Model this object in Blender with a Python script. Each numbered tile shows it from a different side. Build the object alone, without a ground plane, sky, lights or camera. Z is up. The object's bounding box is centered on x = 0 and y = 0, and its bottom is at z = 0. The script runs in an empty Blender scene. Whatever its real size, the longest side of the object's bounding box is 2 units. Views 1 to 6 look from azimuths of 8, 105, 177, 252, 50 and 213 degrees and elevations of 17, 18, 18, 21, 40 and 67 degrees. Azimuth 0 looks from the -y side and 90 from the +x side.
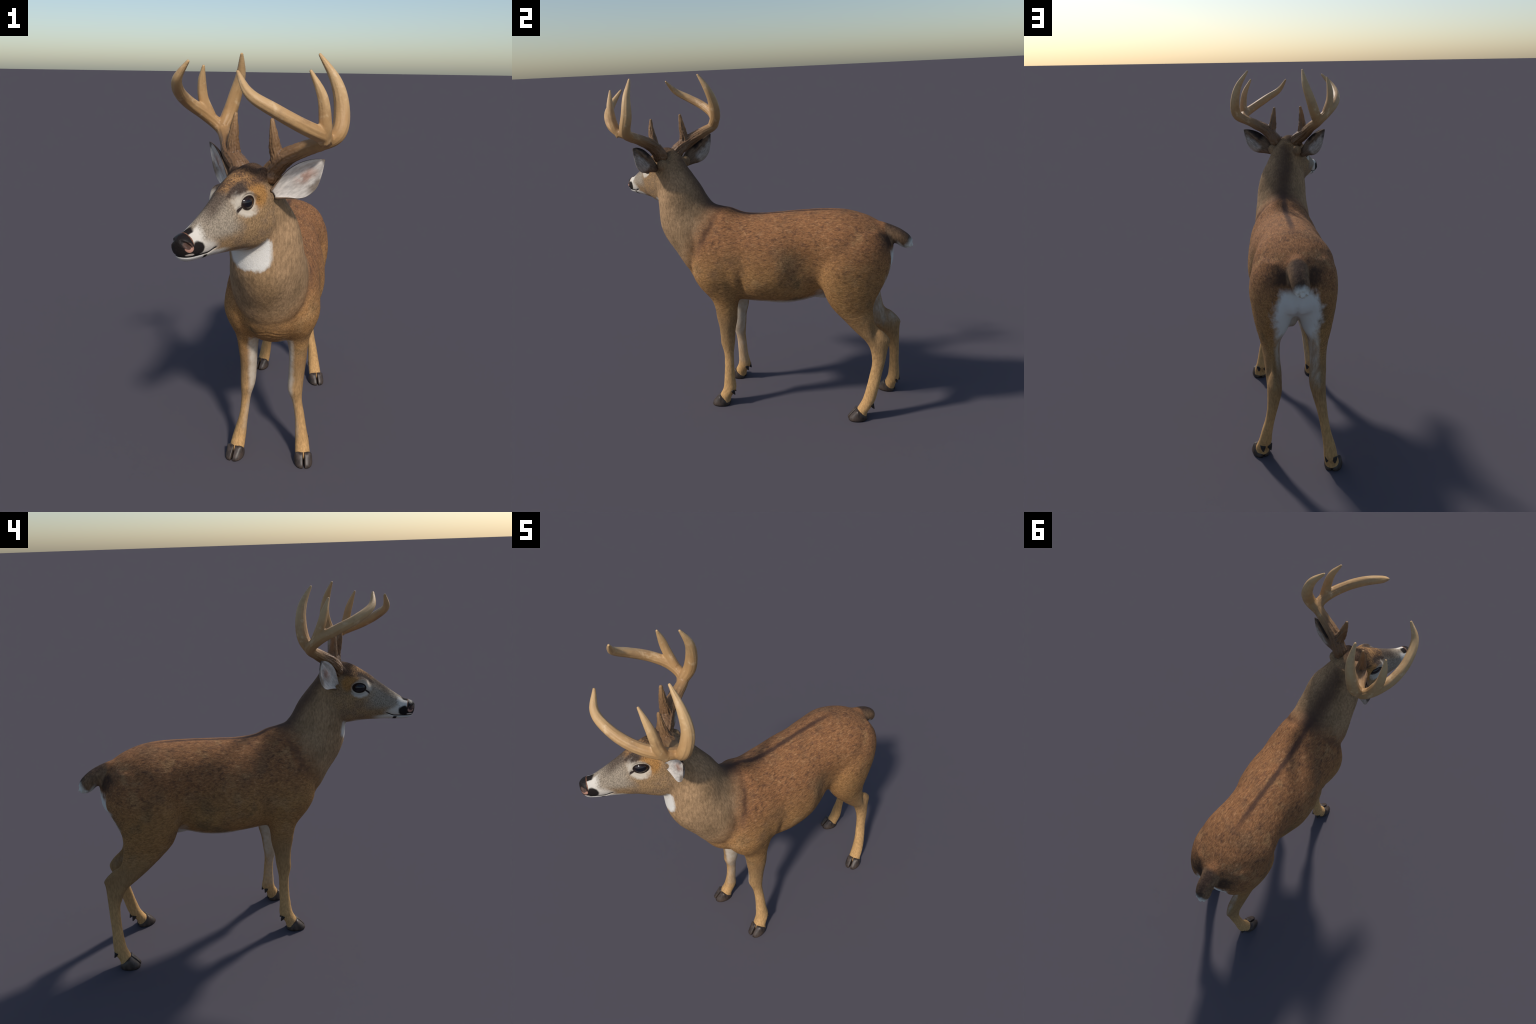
"""White-tailed buck standing with its head turned to its right.
Frame: metres, z up, body along y (faces -y).  Everything is built from lofted
cross-sections, fused to one skin, then cut into anatomical parts."""
import bpy, bmesh, math, random
import numpy as np
from mathutils import Vector, Matrix, noise as mnoise

random.seed(7)
np.random.seed(7)
XC = 0.034                                   # mid-plane of the body
HF = np.array([-0.490, -0.872, 0.0])         # head: forward
HL = np.array([0.872, -0.490, 0.0])          # head: to its left
HW0 = 0.246                                  # offset of the head mid-plane along HL


def H(u, w, z):
    """head coordinates (forward, left, up) -> world"""
    return HF * u + HL * (HW0 + w) + np.array([0, 0, z])


# ------------------------------------------------------------------ curves
def hermite(xs, ys, q):
    """smooth interpolation through control values (monotone-limited cubic)"""
    xs = np.asarray(xs, float); ys = np.asarray(ys, float)
    o = np.argsort(xs); xs = xs[o]; ys = ys[o]
    d = np.diff(ys) / np.diff(xs)
    m = np.concatenate([[d[0]], (d[:-1] + d[1:]) / 2, [d[-1]]])
    for i in range(len(d)):
        if d[i] == 0:
            continue
        for j in (i, i + 1):
            m[j] = np.sign(m[j]) * min(abs(m[j]), 3 * abs(d[i])) if m[j] * d[i] > 0 else m[j] * 0.5
    q = np.clip(q, xs[0], xs[-1])
    i = np.clip(np.searchsorted(xs, q) - 1, 0, len(xs) - 2)
    h = xs[i + 1] - xs[i]; t = (q - xs[i]) / h
    return ((2*t**3 - 3*t**2 + 1) * ys[i] + (t**3 - 2*t**2 + t) * h * m[i]
            + (-2*t**3 + 3*t**2) * ys[i + 1] + (t**3 - t**2) * h * m[i + 1])


def curve(pairs):
    xs = [p[0] for p in pairs]; ys = [p[1] for p in pairs]
    return lambda q: float(hermite(xs, ys, np.array(q, float)))


def catmull(P, n):
    P = np.asarray(P, float)
    Q = np.vstack([2*P[0] - P[1], P, 2*P[-1] - P[-2]]); m = len(P) - 1; out = []
    for t in np.linspace(0, m, n):
        i = min(int(t), m - 1); f = t - i; a, b, c, d = Q[i:i + 4]
        out.append(.5*((2*b) + (c - a)*f + (2*a - 5*b + 4*c - d)*f*f + (3*b - a - 3*c + d)*f**3))
    return np.array(out)


# ------------------------------------------------------------------ mesh helpers
class Soup:
    """vertices and faces gathered from several closed lofts"""
    def __init__(self):
        self.v = []; self.f = []

    def loft(self, rings):
        b = len(self.v); n = len(rings[0])
        for r in rings:
            self.v.extend([tuple(p) for p in r])
        for i in range(len(rings) - 1):
            for j in range(n):
                k = (j + 1) % n
                self.f.append((b + i*n + j, b + i*n + k, b + (i+1)*n + k, b + (i+1)*n + j))
        for idx, rev in ((0, True), (len(rings) - 1, False)):
            c = len(self.v); self.v.append(tuple(np.mean(rings[idx], axis=0)))
            for j in range(n):
                k = (j + 1) % n; a, d = b + idx*n + j, b + idx*n + k
                self.f.append((c, d, a) if rev else (c, a, d))

    def tube(self, P, R, n=24, flat=None, steps=60):
        """round tube along control points with radii; flat = (axis, factor)"""
        C = catmull(P, steps)
        r = hermite(np.linspace(0, 1, len(R)), R, np.linspace(0, 1, steps))
        rings = []; frames = []; up = np.array([0.3, 0.2, 1.0])
        for i in range(steps):
            t = C[min(i + 1, steps - 1)] - C[max(i - 1, 0)]; t /= np.linalg.norm(t)
            a = up - t * (up @ t); a /= np.linalg.norm(a); up = a; c = np.cross(t, a)
            ring = []
            for k in range(n):
                th = 2 * math.pi * k / n
                d = a * math.cos(th) + c * math.sin(th)
                if flat is not None:
                    d = d + flat[0] * (d @ flat[0]) * (flat[1] - 1)
                ring.append(C[i] + d * r[i])
            rings.append(ring); frames.append((C[i], a, c, r[i], i / (steps - 1)))
        self.loft(rings)
        return frames

    def ball(self, c, r, rot=None, n=24):
        rings = []
        for i in range(1, n):
            ph = math.pi * i / n; ring = []
            for k in range(n):
                th = 2 * math.pi * k / n
                p = np.array([math.sin(ph)*math.cos(th)*r[0], math.sin(ph)*math.sin(th)*r[1], -math.cos(ph)*r[2]])
                ring.append(np.asarray(c) + (rot @ p if rot is not None else p))
            rings.append(ring)
        self.loft(rings)

    def remesh(self, voxel):
        me = bpy.data.meshes.new("soup"); me.from_pydata(self.v, [], self.f); me.update()
        bm = bmesh.new(); bm.from_mesh(me); bmesh.ops.recalc_face_normals(bm, faces=bm.faces); bm.to_mesh(me); bm.free()
        ob = bpy.data.objects.new("soup", me); bpy.context.scene.collection.objects.link(ob)
        m = ob.modifiers.new("fuse", 'REMESH'); m.mode = 'VOXEL'; m.voxel_size = voxel
        dg = bpy.context.evaluated_depsgraph_get(); dg.update()
        out = bpy.data.meshes.new_from_object(ob.evaluated_get(dg))
        bpy.data.objects.remove(ob); bpy.data.meshes.remove(me)
        V = np.empty(len(out.vertices)*3); out.vertices.foreach_get('co', V); V = V.reshape(-1, 3)
        F = np.empty(len(out.loops), int); out.loops.foreach_get('vertex_index', F)
        assert all(p.loop_total == 4 for p in out.polygons)
        bpy.data.meshes.remove(out)
        return V, F.reshape(-1, 4)


def relax(V, F, it, weight=None, lam=0.5, taubin=False):
    E = np.vstack([F[:, [0, 1]], F[:, [1, 2]], F[:, [2, 3]], F[:, [3, 0]]])
    deg = np.bincount(E[:, 0], minlength=len(V)) + np.bincount(E[:, 1], minlength=len(V))
    def step(V, l):
        S = np.zeros_like(V)
        for k in range(3):
            S[:, k] = np.bincount(E[:, 0], V[E[:, 1], k], len(V)) + np.bincount(E[:, 1], V[E[:, 0], k], len(V))
        d = S / deg[:, None] - V
        return V + l * (d if weight is None else d * weight[:, None])
    for _ in range(it):
        V = step(V, lam)
        if taubin:
            V = step(V, -lam * 1.04)
    return V


def normals(V, F):
    n = np.cross(V[F[:, 2]] - V[F[:, 0]], V[F[:, 3]] - V[F[:, 1]])
    N = np.zeros_like(V)
    for c in range(4):
        for k in range(3):
            N[:, k] += np.bincount(F[:, c], n[:, k], len(V))
    return N / np.linalg.norm(N, axis=1)[:, None].clip(1e-12)


def sstep(a, b, x):
    t = np.clip((x - a) / (b - a), 0, 1); return t*t*(3 - 2*t)


def add_object(name, V, F, mat, parent=None, smooth=True, N=None):
    me = bpy.data.meshes.new(name)
    me.from_pydata([tuple(p) for p in np.asarray(V)], [], [tuple(int(i) for i in f) for f in F]); me.update()
    if smooth:
        me.polygons.foreach_set('use_smooth', [True]*len(me.polygons))
    for m in (mat if isinstance(mat, (list, tuple)) else [mat]):
        me.materials.append(m)
    if N is not None:
        me.normals_split_custom_set_from_vertices([tuple(n) for n in N])
    ob = bpy.data.objects.new(name, me); bpy.context.scene.collection.objects.link(ob)
    ob.parent = parent
    return ob


# ================================================================== materials
class X:
    """tiny expression layer over shader math nodes"""
    def __init__(s, nt, sock):
        s.nt = nt; s.k = sock

    def op(s, kind, *o, clamp=False):
        n = s.nt.nodes.new('ShaderNodeMath'); n.operation = kind; n.use_clamp = clamp
        for i, v in enumerate((s,) + o):
            if isinstance(v, X): s.nt.links.new(v.k, n.inputs[i])
            else: n.inputs[i].default_value = float(v)
        return X(s.nt, n.outputs[0])
    def __add__(s, o): return s.op('ADD', o)
    __radd__ = __add__
    def __sub__(s, o): return s.op('SUBTRACT', o)
    def __rsub__(s, o): return (s * -1.0) + o
    def __mul__(s, o): return s.op('MULTIPLY', o)
    __rmul__ = __mul__
    def __truediv__(s, o): return s.op('DIVIDE', o)
    def abs(s): return s.op('ABSOLUTE')
    def sqrt(s): return s.op('SQRT')
    def min(s, o): return s.op('MINIMUM', o)
    def max(s, o): return s.op('MAXIMUM', o)
    def inv(s): return 1.0 - s
    def ss(s, a, b):
        """smoothstep: 0 at a, 1 at b (a may exceed b)"""
        if a > b: return s.ss(b, a).inv()
        n = s.nt.nodes.new('ShaderNodeMapRange'); n.interpolation_type = 'SMOOTHSTEP'
        s.nt.links.new(s.k, n.inputs['Value'])
        n.inputs['From Min'].default_value = a; n.inputs['From Max'].default_value = b
        return X(s.nt, n.outputs['Result'])


class Mat:
    def __init__(s, name, rough=0.8, spec=0.25):
        s.m = bpy.data.materials.new(name); s.m.use_nodes = True; s.nt = s.m.node_tree
        s.b = s.nt.nodes['Principled BSDF']
        s.b.inputs['Roughness'].default_value = rough
        s.b.inputs['Specular IOR Level'].default_value = spec
        tc = s.nt.nodes.new('ShaderNodeTexCoord'); s.co = tc.outputs['Object']
        sp = s.nt.nodes.new('ShaderNodeSeparateXYZ'); s.nt.links.new(s.co, sp.inputs[0])
        s.x, s.y, s.z = (X(s.nt, o) for o in sp.outputs)
        s.nrm = tc.outputs['Normal']

    def vec(s, x, y, z):
        n = s.nt.nodes.new('ShaderNodeCombineXYZ')
        for i, v in enumerate((x, y, z)):
            if isinstance(v, X): s.nt.links.new(v.k, n.inputs[i])
            else: n.inputs[i].default_value = v
        return n.outputs[0]

    def noise(s, scale, detail=3.0, rough=0.55, stretch=(1, 1, 1), rot=(0, 0, 0), vec=None, dist=0.0):
        src = vec or s.co
        mp = s.nt.nodes.new('ShaderNodeMapping'); mp.inputs['Scale'].default_value = stretch
        mp.inputs['Rotation'].default_value = rot
        s.nt.links.new(src, mp.inputs['Vector'])
        n = s.nt.nodes.new('ShaderNodeTexNoise')
        n.inputs['Scale'].default_value = scale; n.inputs['Detail'].default_value = detail
        n.inputs['Roughness'].default_value = rough; n.inputs['Distortion'].default_value = dist
        s.nt.links.new(mp.outputs[0], n.inputs['Vector'])
        return X(s.nt, n.outputs[0])

    def col(s, c):
        n = s.nt.nodes.new('ShaderNodeRGB'); n.outputs[0].default_value = (*c, 1); return n.outputs[0]

    def mix(s, a, b, f, mode='MIX'):
        n = s.nt.nodes.new('ShaderNodeMix'); n.data_type = 'RGBA'; n.blend_type = mode; n.clamp_factor = True
        for i, v in ((6, a), (7, b)):
            if isinstance(v, tuple): n.inputs[i].default_value = (*v, 1)
            else: s.nt.links.new(v, n.inputs[i])
        if isinstance(f, X): s.nt.links.new(f.k, n.inputs[0])
        else: n.inputs[0].default_value = f
        return n.outputs[2]

    def gain(s, c, g):
        """multiply a colour by a value"""
        n = s.nt.nodes.new('ShaderNodeVectorMath'); n.operation = 'SCALE'
        s.nt.links.new(c, n.inputs[0])
        if isinstance(g, X): s.nt.links.new(g.k, n.inputs['Scale'])
        else: n.inputs['Scale'].default_value = g
        return n.outputs[0]

    def bump(s, h, strength, distance):
        n = s.nt.nodes.new('ShaderNodeBump'); n.inputs['Strength'].default_value = strength
        n.inputs['Distance'].default_value = distance
        s.nt.links.new(h.k, n.inputs['Height']); s.nt.links.new(n.outputs[0], s.b.inputs['Normal'])

    def out(s, c, rough=None):
        if isinstance(c, tuple): s.b.inputs['Base Color'].default_value = (*c, 1)
        else: s.nt.links.new(c, s.b.inputs['Base Color'])
        if isinstance(rough, X): s.nt.links.new(rough.k, s.b.inputs['Roughness'])
        return s.m


def fur_material():
    M = Mat('deer_fur', 0.85, 0.15)
    x, y, z = M.x, M.y, M.z
    xl = x - XC; ax = xl.abs()
    # warped copies so that every border is ragged along the hair
    n_big = M.noise(5.0, 3.0)
    n_mid = M.noise(22.0, 4.0)
    n_edge = M.noise(60.0, 3.0, stretch=(1, 1, 0.45))
    wob = (n_mid - 0.5) * 0.05 + (n_edge - 0.5) * 0.03
    # hair streaks: along y on the trunk, along the neck, down the legs
    warp = M.vec(x + (n_mid - 0.5) * 0.014, y + (n_mid - 0.5) * 0.02, z + (M.noise(12.0, 2.0) - 0.5) * 0.03)
    st_body = M.noise(165.0, 4.0, 0.70, stretch=(1.0, 0.30, 0.85), rot=(0.25, 0, 0), vec=warp)
    st_neck = M.noise(110.0, 4.0, 0.65, stretch=(1.0, 0.9, 0.32), rot=(-0.6, 0, 0))
    st_leg = M.noise(120.0, 4.0, 0.6, stretch=(1.0, 1.0, 0.3))
    u = x * float(HF[0]) + y * float(HF[1])
    w = x * float(HL[0]) + y * float(HL[1]) - HW0
    aw = w.abs()
    st_head = M.noise(210.0, 3.0, 0.7, stretch=(1.0, 1.0, 0.6))
    # ---- zones
    nk = y * -1.0 + (z - 1.0) * 0.476                   # grows toward the neck
    neck = (nk + wob * 1.2).ss(0.28, 0.45) * z.ss(0.61, 0.70)
    hd = (u + (z - 1.24) * 0.464 + wob * 0.3)
    head = hd.ss(0.50, 0.56) * z.ss(1.20, 1.25)
    low = (z + wob * 1.6)
    leg = low.ss(0.70, 0.48)
    # ---- trunk colour
    up = (low + (n_big - 0.5) * 0.18).ss(0.80, 1.10)
    c = M.mix((0.330, 0.170, 0.062), (0.268, 0.120, 0.050), up)
    c = M.mix(c, (0.38, 0.215, 0.080), (n_big.ss(0.50, 0.72) * 0.6) * up.inv())
    c = M.mix(c, (0.170, 0.096, 0.050), M.noise(7.0, 4.0).ss(0.50, 0.72) * 0.6)
    c = M.mix(c, (0.145, 0.098, 0.048), M.noise(5.5, 5.0, 0.6).ss(0.54, 0.68) * up.inv() * 0.75)
    c = M.mix(c, (0.40, 0.235, 0.105), M.noise(8.0, 4.0, 0.6, rot=(1, 2, 0)).ss(0.55, 0.70) * 0.45)
    streak = st_body.ss(0.25, 0.75)
    c = M.mix(c, (0.38, 0.21, 0.10), M.noise(210.0, 3.0, 0.7, stretch=(1.0, 0.30, 0.7), rot=(0.3, 0, 0.1), vec=warp).ss(0.52, 0.68) * 0.45)
    c = M.mix(c, (0.105, 0.052, 0.034), M.noise(36.0, 5.0, 0.72, stretch=(1.0, 0.55, 0.8), vec=warp).ss(0.52, 0.66) * 0.55 * (up * 0.8 + 0.2))
    clump = M.noise(62.0, 5.0, 0.7, stretch=(1.0, 0.42, 0.8), rot=(0.3, 0, 0), vec=warp)
    c = M.mix(c, (0.115, 0.058, 0.034), clump.ss(0.53, 0.66) * (up * 0.5 + 0.22))
    c = M.mix(c, (0.41, 0.222, 0.105), clump.ss(0.45, 0.33) * (up * 0.30 + 0.25))
    c_b = M.gain(c, streak * 0.85 + 0.60)
    # ---- neck colour
    cn = M.mix((0.365, 0.228, 0.122), (0.285, 0.178, 0.094), M.noise(9.0, 3.0).ss(0.4, 0.65))
    cn = M.mix(cn, (0.34, 0.20, 0.09), (ax + wob).ss(0.10, 0.02) * (y + (z - 1.0) * 0.5).ss(-0.42, -0.60) * 0.5)
    c_n = M.gain(cn, st_neck.ss(0.28, 0.72) * 0.55 + 0.72)
    c = M.mix(c_b, c_n, neck)
    dark_band = (nk + (n_mid - 0.5) * 0.06 - 0.305).abs().ss(0.035, 0.0) * z.ss(0.92, 1.05) * z.ss(1.25, 1.15)
    c = M.mix(c, (0.115, 0.058, 0.036), dark_band * 0.55)
    # ---- legs
    cl = M.mix((0.285, 0.168, 0.076), (0.51, 0.295, 0.122), low.ss(0.58, 0.20))
    cl = M.mix(cl, (0.25, 0.15, 0.072), M.noise(14.0, 3.0).ss(0.52, 0.70) * low.ss(0.25, 0.45) * 0.7)
    c_l = M.gain(cl, st_leg.ss(0.3, 0.7) * 0.35 + 0.82)
    c = M.mix(c, c_l, leg)
    # joints a little darker
    # ---- pale insides of the legs
    leg_mid = z.ss(0.40, 0.10) * 0.042 + 0.118
    inner_f = (ax + wob * 0.35 - leg_mid).ss(0.004, -0.022) * y.ss(0.05, 0.0) * low.ss(0.72, 0.68) * ax.ss(0.035, 0.055) * (low.ss(0.10, 0.55) * 0.75 + low.ss(0.10, 0.16) * 0.25)
    inner_h = (ax + wob * 0.35 - (z - 0.5) * 0.05).ss(0.112, 0.088) * y.ss(0.36, 0.42) * low.ss(0.86, 0.78) * low.ss(0.48, 0.60)
    c = M.mix(c, (0.62, 0.55, 0.46), (inner_f * (M.noise(26.0, 3.0).ss(0.3, 0.7) * 0.35 + 0.60)).max(inner_h * (M.noise(30.0, 3.0, 0.6, stretch=(1, 1, 0.3)).ss(0.35, 0.65) * 0.5 + 0.35)) * 0.85)
    # ---- pale belly
    belly = (ax + wob).ss(0.20, 0.15) * (z + wob * 0.3 - y.ss(0.25, 0.45) * 0.04).ss(0.716, 0.684) * y.ss(-0.05, 0.12) * y.ss(0.45, 0.38)
    c = M.mix(c, (0.66, 0.60, 0.52), belly)
    # ---- dorsal stripe and dark withers / nape
    stripe = (ax + wob * 0.35).ss(0.026, 0.005) * y.ss(0.64, 0.36) * z.ss(1.12, 1.17) * neck.inv() * 0.85
    c = M.mix(c, (0.062, 0.034, 0.026), stripe)
    nape_y = y + (z - 1.24) * 0.58 + 0.25               # 0 on the nape line
    xn = (x - (z.ss(1.22, 1.5) * -0.045 + XC)).abs()
    nape = (xn + wob * 1.2).ss(0.125, 0.0) * (nape_y + wob).ss(-0.085, -0.02) * z.ss(1.17, 1.24) * y.ss(-0.16, -0.22)
    c = M.mix(c, (0.075, 0.043, 0.031), nape * 0.85)
    # ---- rump: dark saddle on each side of the tail, white below
    dark = (z + wob * 2.0 + ax * 0.25 - 1.085).abs().ss(0.075, 0.010) * (ax + wob * 1.5).ss(0.185, 0.075) * y.ss(0.62, 0.73)
    c = M.mix(c, (0.050, 0.030, 0.021), dark * 0.9)
    rz = (z + wob * 0.5).ss(1.03, 0.985) * z.ss(0.69, 0.75)
    wid = z.ss(1.02, 0.90) * 0.045 + z.ss(0.74, 0.84) * 0.03 + 0.040
    rump = (ax + wob * 1.3 - wid).ss(0.028, -0.022) * rz * y.ss(0.60, 0.68)
    c = M.mix(c, (0.70, 0.68, 0.64), rump)
    # ---- tail
    tl = (y + wob * 0.4).ss(0.745, 0.78) * z.ss(0.93, 0.97) * (y - 0.828 + (z - 1.0) * 0.48).ss(-0.010, 0.006) * ax.ss(0.062, 0.050)
    top = (z + y * 0.95 + wob * 0.25)                   # across the tail: above / below
    ct = M.mix((0.22, 0.13, 0.07), (0.055, 0.034, 0.025), (ax + wob * 0.6).ss(0.055, 0.008) * 0.9)
    ct = M.gain(ct, st_neck.ss(0.25, 0.75) * 0.7 + 0.62)
    tipm = (y * 0.80 - z * 0.61 + wob * 0.55).ss(0.062, 0.095)
    under = (top).ss(1.865, 1.835)
    ct = M.mix(ct, (0.70, 0.66, 0.58), tipm.max(under * (y + wob * 0.5).ss(0.82, 0.86)))
    c = M.mix(c, ct, tl)
    # ---- throat patch (front of the neck just under the jaw)
    tx = ((x + 0.020) / 0.088) * ((x + 0.020) / 0.088)
    tz = ((z + (n_edge - 0.5) * 0.05 - 1.225) / 0.075) * ((z + (n_edge - 0.5) * 0.05 - 1.225) / 0.075)
    th = tx * tx.sqrt() + tz * tz.sqrt()
    throat = (th + (n_mid - 0.5) * 0.7 + (n_edge - 0.5) * 0.8).ss(1.45, 0.65) * y.ss(-0.50, -0.54)
    c = M.mix(c, (0.74, 0.70, 0.64), throat)

    # ================= head
    ch = M.mix((0.30, 0.185, 0.092), (0.235, 0.15, 0.085), M.noise(18.0, 3.0).ss(0.42, 0.65))
    grey = (u + wob * 0.6).ss(0.61, 0.70) * (z + wob * 0.4).ss(1.315, 1.36)
    ch = M.mix(ch, (0.29, 0.235, 0.175), grey)
    ridge = z + (u - 0.70) * 0.70                        # height above the sloping face
    # orange behind the eye and on the brow
    e1 = ((u - 0.555) / 0.05) * ((u - 0.555) / 0.05) + ((z - 1.485) / 0.055) * ((z - 1.485) / 0.055)
    ch = M.mix(ch, (0.34, 0.165, 0.048), (e1 + (n_mid - 0.5)).ss(1.3, 0.3) * 0.85)
    # crown: brown, speckled, darker rim
    crown = (z + (u - 0.60) * 0.22 + wob * 0.35 - 1.492).ss(0.0, 0.022) * (u + wob * 0.6).ss(0.715, 0.67) * u.ss(0.40, 0.47)
    cc = M.mix((0.29, 0.155, 0.064), (0.085, 0.047, 0.030), (M.noise(130.0, 3.0, 0.7) * 0.6 + M.noise(24.0, 3.0) * 0.4).ss(0.44, 0.58) * 0.9)
    cc = M.mix(cc, (0.060, 0.036, 0.026), (u + wob * 0.7).ss(0.575, 0.53) * 0.85)
    ch = M.mix(ch, cc, crown * 0.95)
    # dark brow line down on to the bridge of the nose
    brow = (z + (u - 0.62) * 0.45 + wob * 0.25 - 1.508).abs().ss(0.020, 0.006) * aw.ss(0.02, 0.035) * u.ss(0.57, 0.61) * u.ss(0.72, 0.67)
    bridge = (aw + wob * 0.4).ss(0.060, 0.020) * (u + wob * 0.4).ss(0.65, 0.69) * (u + wob * 0.5).ss(0.815, 0.73) * (z + (u - 0.70) * 0.65 + wob * 0.3).ss(1.42, 1.455)
    ch = M.mix(ch, (0.070, 0.048, 0.036), brow.max(bridge * 0.85))
    ch = M.gain(ch, st_head.ss(0.28, 0.72) * 0.85 + 0.58)
    # white rings: eye, muzzle band, chin, under-jaw
    ed = ((u - 0.615) / 0.054) * ((u - 0.615) / 0.054) + ((z - 1.449) / 0.048) * ((z - 1.449) / 0.048)
    er = (ed + (n_edge - 0.5) * 0.7 + (n_mid - 0.5) * 0.6).ss(1.30, 0.60) * aw.ss(0.030, 0.045)
    ch = M.mix(ch, (0.56, 0.49, 0.40), er * (z.ss(1.50, 1.44) * 0.15 + 0.80))
    # tear groove
    tl_ = (z - 1.443 + (u - 0.635) * 0.75).abs().ss(0.0075, 0.003) * u.ss(0.622, 0.630) * u.ss(0.668, 0.656)
    tg = tl_
    rim = (((u - 0.604) / 0.0385) * ((u - 0.604) / 0.0385) + ((z - 1.453) / 0.0285) * ((z - 1.453) / 0.0285)).ss(1.12, 0.92)
    ch = M.mix(ch, (0.030, 0.020, 0.017), tg.max(rim) * aw.ss(0.03, 0.05))
    band = (u + wob * 0.35 - (z - 1.33) * -0.10 + (st_head - 0.5) * 0.03).ss(0.803, 0.836) * aw.ss(0.008, 0.022)
    chin = (z + wob * 0.25 - (u - 0.72) * 0.12).ss(1.303, 1.285) * u.ss(0.66, 0.74)
    jaw = z.ss(1.272, 1.258) * u.ss(0.55, 0.60)
    lip = ((u + wob * 0.4).ss(0.73, 0.785) * (z + wob * 0.4 - (u - 0.75) * 0.35).ss(1.342, 1.310)) * 0.85
    ch = M.mix(ch, (0.66, 0.60, 0.52), band.max(chin).max(jaw * 0.7).max(lip))
    # black: nose leather, lip spot, mouth line, chin bar
    nose_line = u + (z - 1.34) * -0.10 + (n_edge - 0.5) * 0.010
    nose = nose_line.ss(0.863, 0.868)
    ntop = (aw + (n_edge - 0.5) * 0.006).ss(0.022, 0.017) * (u - aw * 0.5).ss(0.824, 0.838) * z.ss(1.34, 1.36)
    spot = (((u - 0.849) / 0.030) * ((u - 0.849) / 0.030) + ((z - 1.320) / 0.029) * ((z - 1.320) / 0.029) + (n_mid - 0.5) * 0.9 + (n_edge - 0.5) * 0.5).ss(1.25, 0.60) * aw.ss(0.020, 0.028)
    bar = (u - (z - 1.28) * 0.3 - 0.802).abs().ss(0.013, 0.006) * z.ss(1.292, 1.285)
    black = nose.max(ntop).max(spot).max(bar)
    ch = M.mix(ch, (0.016, 0.012, 0.011), black)
    # pale front of the upper lip and chin below the mouth
    chin_front = (z).ss(1.2955, 1.2925) * u.ss(0.815, 0.825)
    ch = M.mix(ch, (0.66, 0.62, 0.57), chin_front)
    lip_gap = (((u - 0.880) / 0.015) * ((u - 0.880) / 0.015) + ((z - 1.302) / 0.006) * ((z - 1.302) / 0.006) + (n_edge - 0.5) * 0.8).ss(1.2, 0.6) * aw.ss(0.014, 0.020)
    ch = M.mix(ch, (0.55, 0.47, 0.40), lip_gap)
    # nostril flesh and pale rim of the nose leather
    na_ = ((u - 0.884) / 0.015) * ((u - 0.884) / 0.015) + ((z - 1.327) / 0.014) * ((z - 1.327) / 0.014)
    nb_ = ((u - 0.887) / 0.016) * ((u - 0.887) / 0.016) + ((z - 1.337) / 0.013) * ((z - 1.337) / 0.013)
    nost = na_.ss(1.15, 0.8) * nb_.ss(0.75, 1.15) * aw.ss(0.016, 0.022)
    ch = M.mix(ch, (0.10, 0.055, 0.042), nb_.ss(1.1, 0.6) * aw.ss(0.016, 0.022) * 0.8)
    ch = M.mix(ch, (0.42, 0.22, 0.16), nost)
    nrim = (nose_line - 0.866).abs().ss(0.0035, 0.001) * z.ss(1.335, 1.345)
    ch = M.mix(ch, (0.22, 0.10, 0.06), nrim)
    # mouth slit
    slope = u.ss(0.80, 0.752) * 0.014
    ml = (z - slope - 1.2945).abs().ss(0.0042, 0.0020) * u.ss(0.750, 0.758) 
    ch = M.mix(ch, (0.012, 0.009, 0.008), ml)
    c = M.mix(c, ch, head)
    # fine hair relief
    h = M.noise(240.0, 2.0, 0.6, stretch=(1, 0.45, 0.8)) * 0.6 + st_body * 0.6
    M.bump(h, 0.5, 0.004)
    rough = (nose * head).ss(0, 1) * -0.45 + 0.87
    return M.out(c, rough)


def antler_material():
    M = Mat('antler_bone', 0.5, 0.35)
    u = M.x * float(HF[0]) + M.y * float(HF[1])
    w = (M.x * float(HL[0]) + M.y * float(HL[1]) - HW0).abs()
    # distance from the pedicle sets how brown the bone is
    d = ((u - 0.47) * (u - 0.47) + (w - 0.07) * (w - 0.07) + (M.z - 1.54) * (M.z - 1.54)).sqrt()
    n = M.noise(20.0, 4.0)
    t = (d + (n - 0.5) * 0.10).ss(0.10, 0.32)
    c = M.mix((0.185, 0.098, 0.046), (0.44, 0.252, 0.105), t)
    c = M.mix(c, (0.60, 0.385, 0.185), (d + (n - 0.5) * 0.18).ss(0.30, 0.50))
    c = M.mix(c, (0.30, 0.175, 0.085), M.noise(12.0, 5.0, 0.65).ss(0.50, 0.72) * 0.55)
    c = M.mix(c, (0.72, 0.52, 0.31), M.noise(26.0, 4.0, 0.6).ss(0.56, 0.72) * t * 0.5)
    geo = M.nt.nodes.new('ShaderNodeNewGeometry'); pt = X(M.nt, geo.outputs['Pointiness'])
    c = M.mix(c, (0.045, 0.026, 0.016), pt.ss(0.50, 0.44) * (t.inv() * 0.65 + 0.15))       # stain held in the grooves
    c = M.mix(c, (0.33, 0.20, 0.11), pt.ss(0.53, 0.60) * t.inv() * 0.8)                      # ridges rubbed pale
    M.bump(M.noise(160.0, 3.0, 0.6), 0.25, 0.003)
    return M.out(c)


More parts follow.
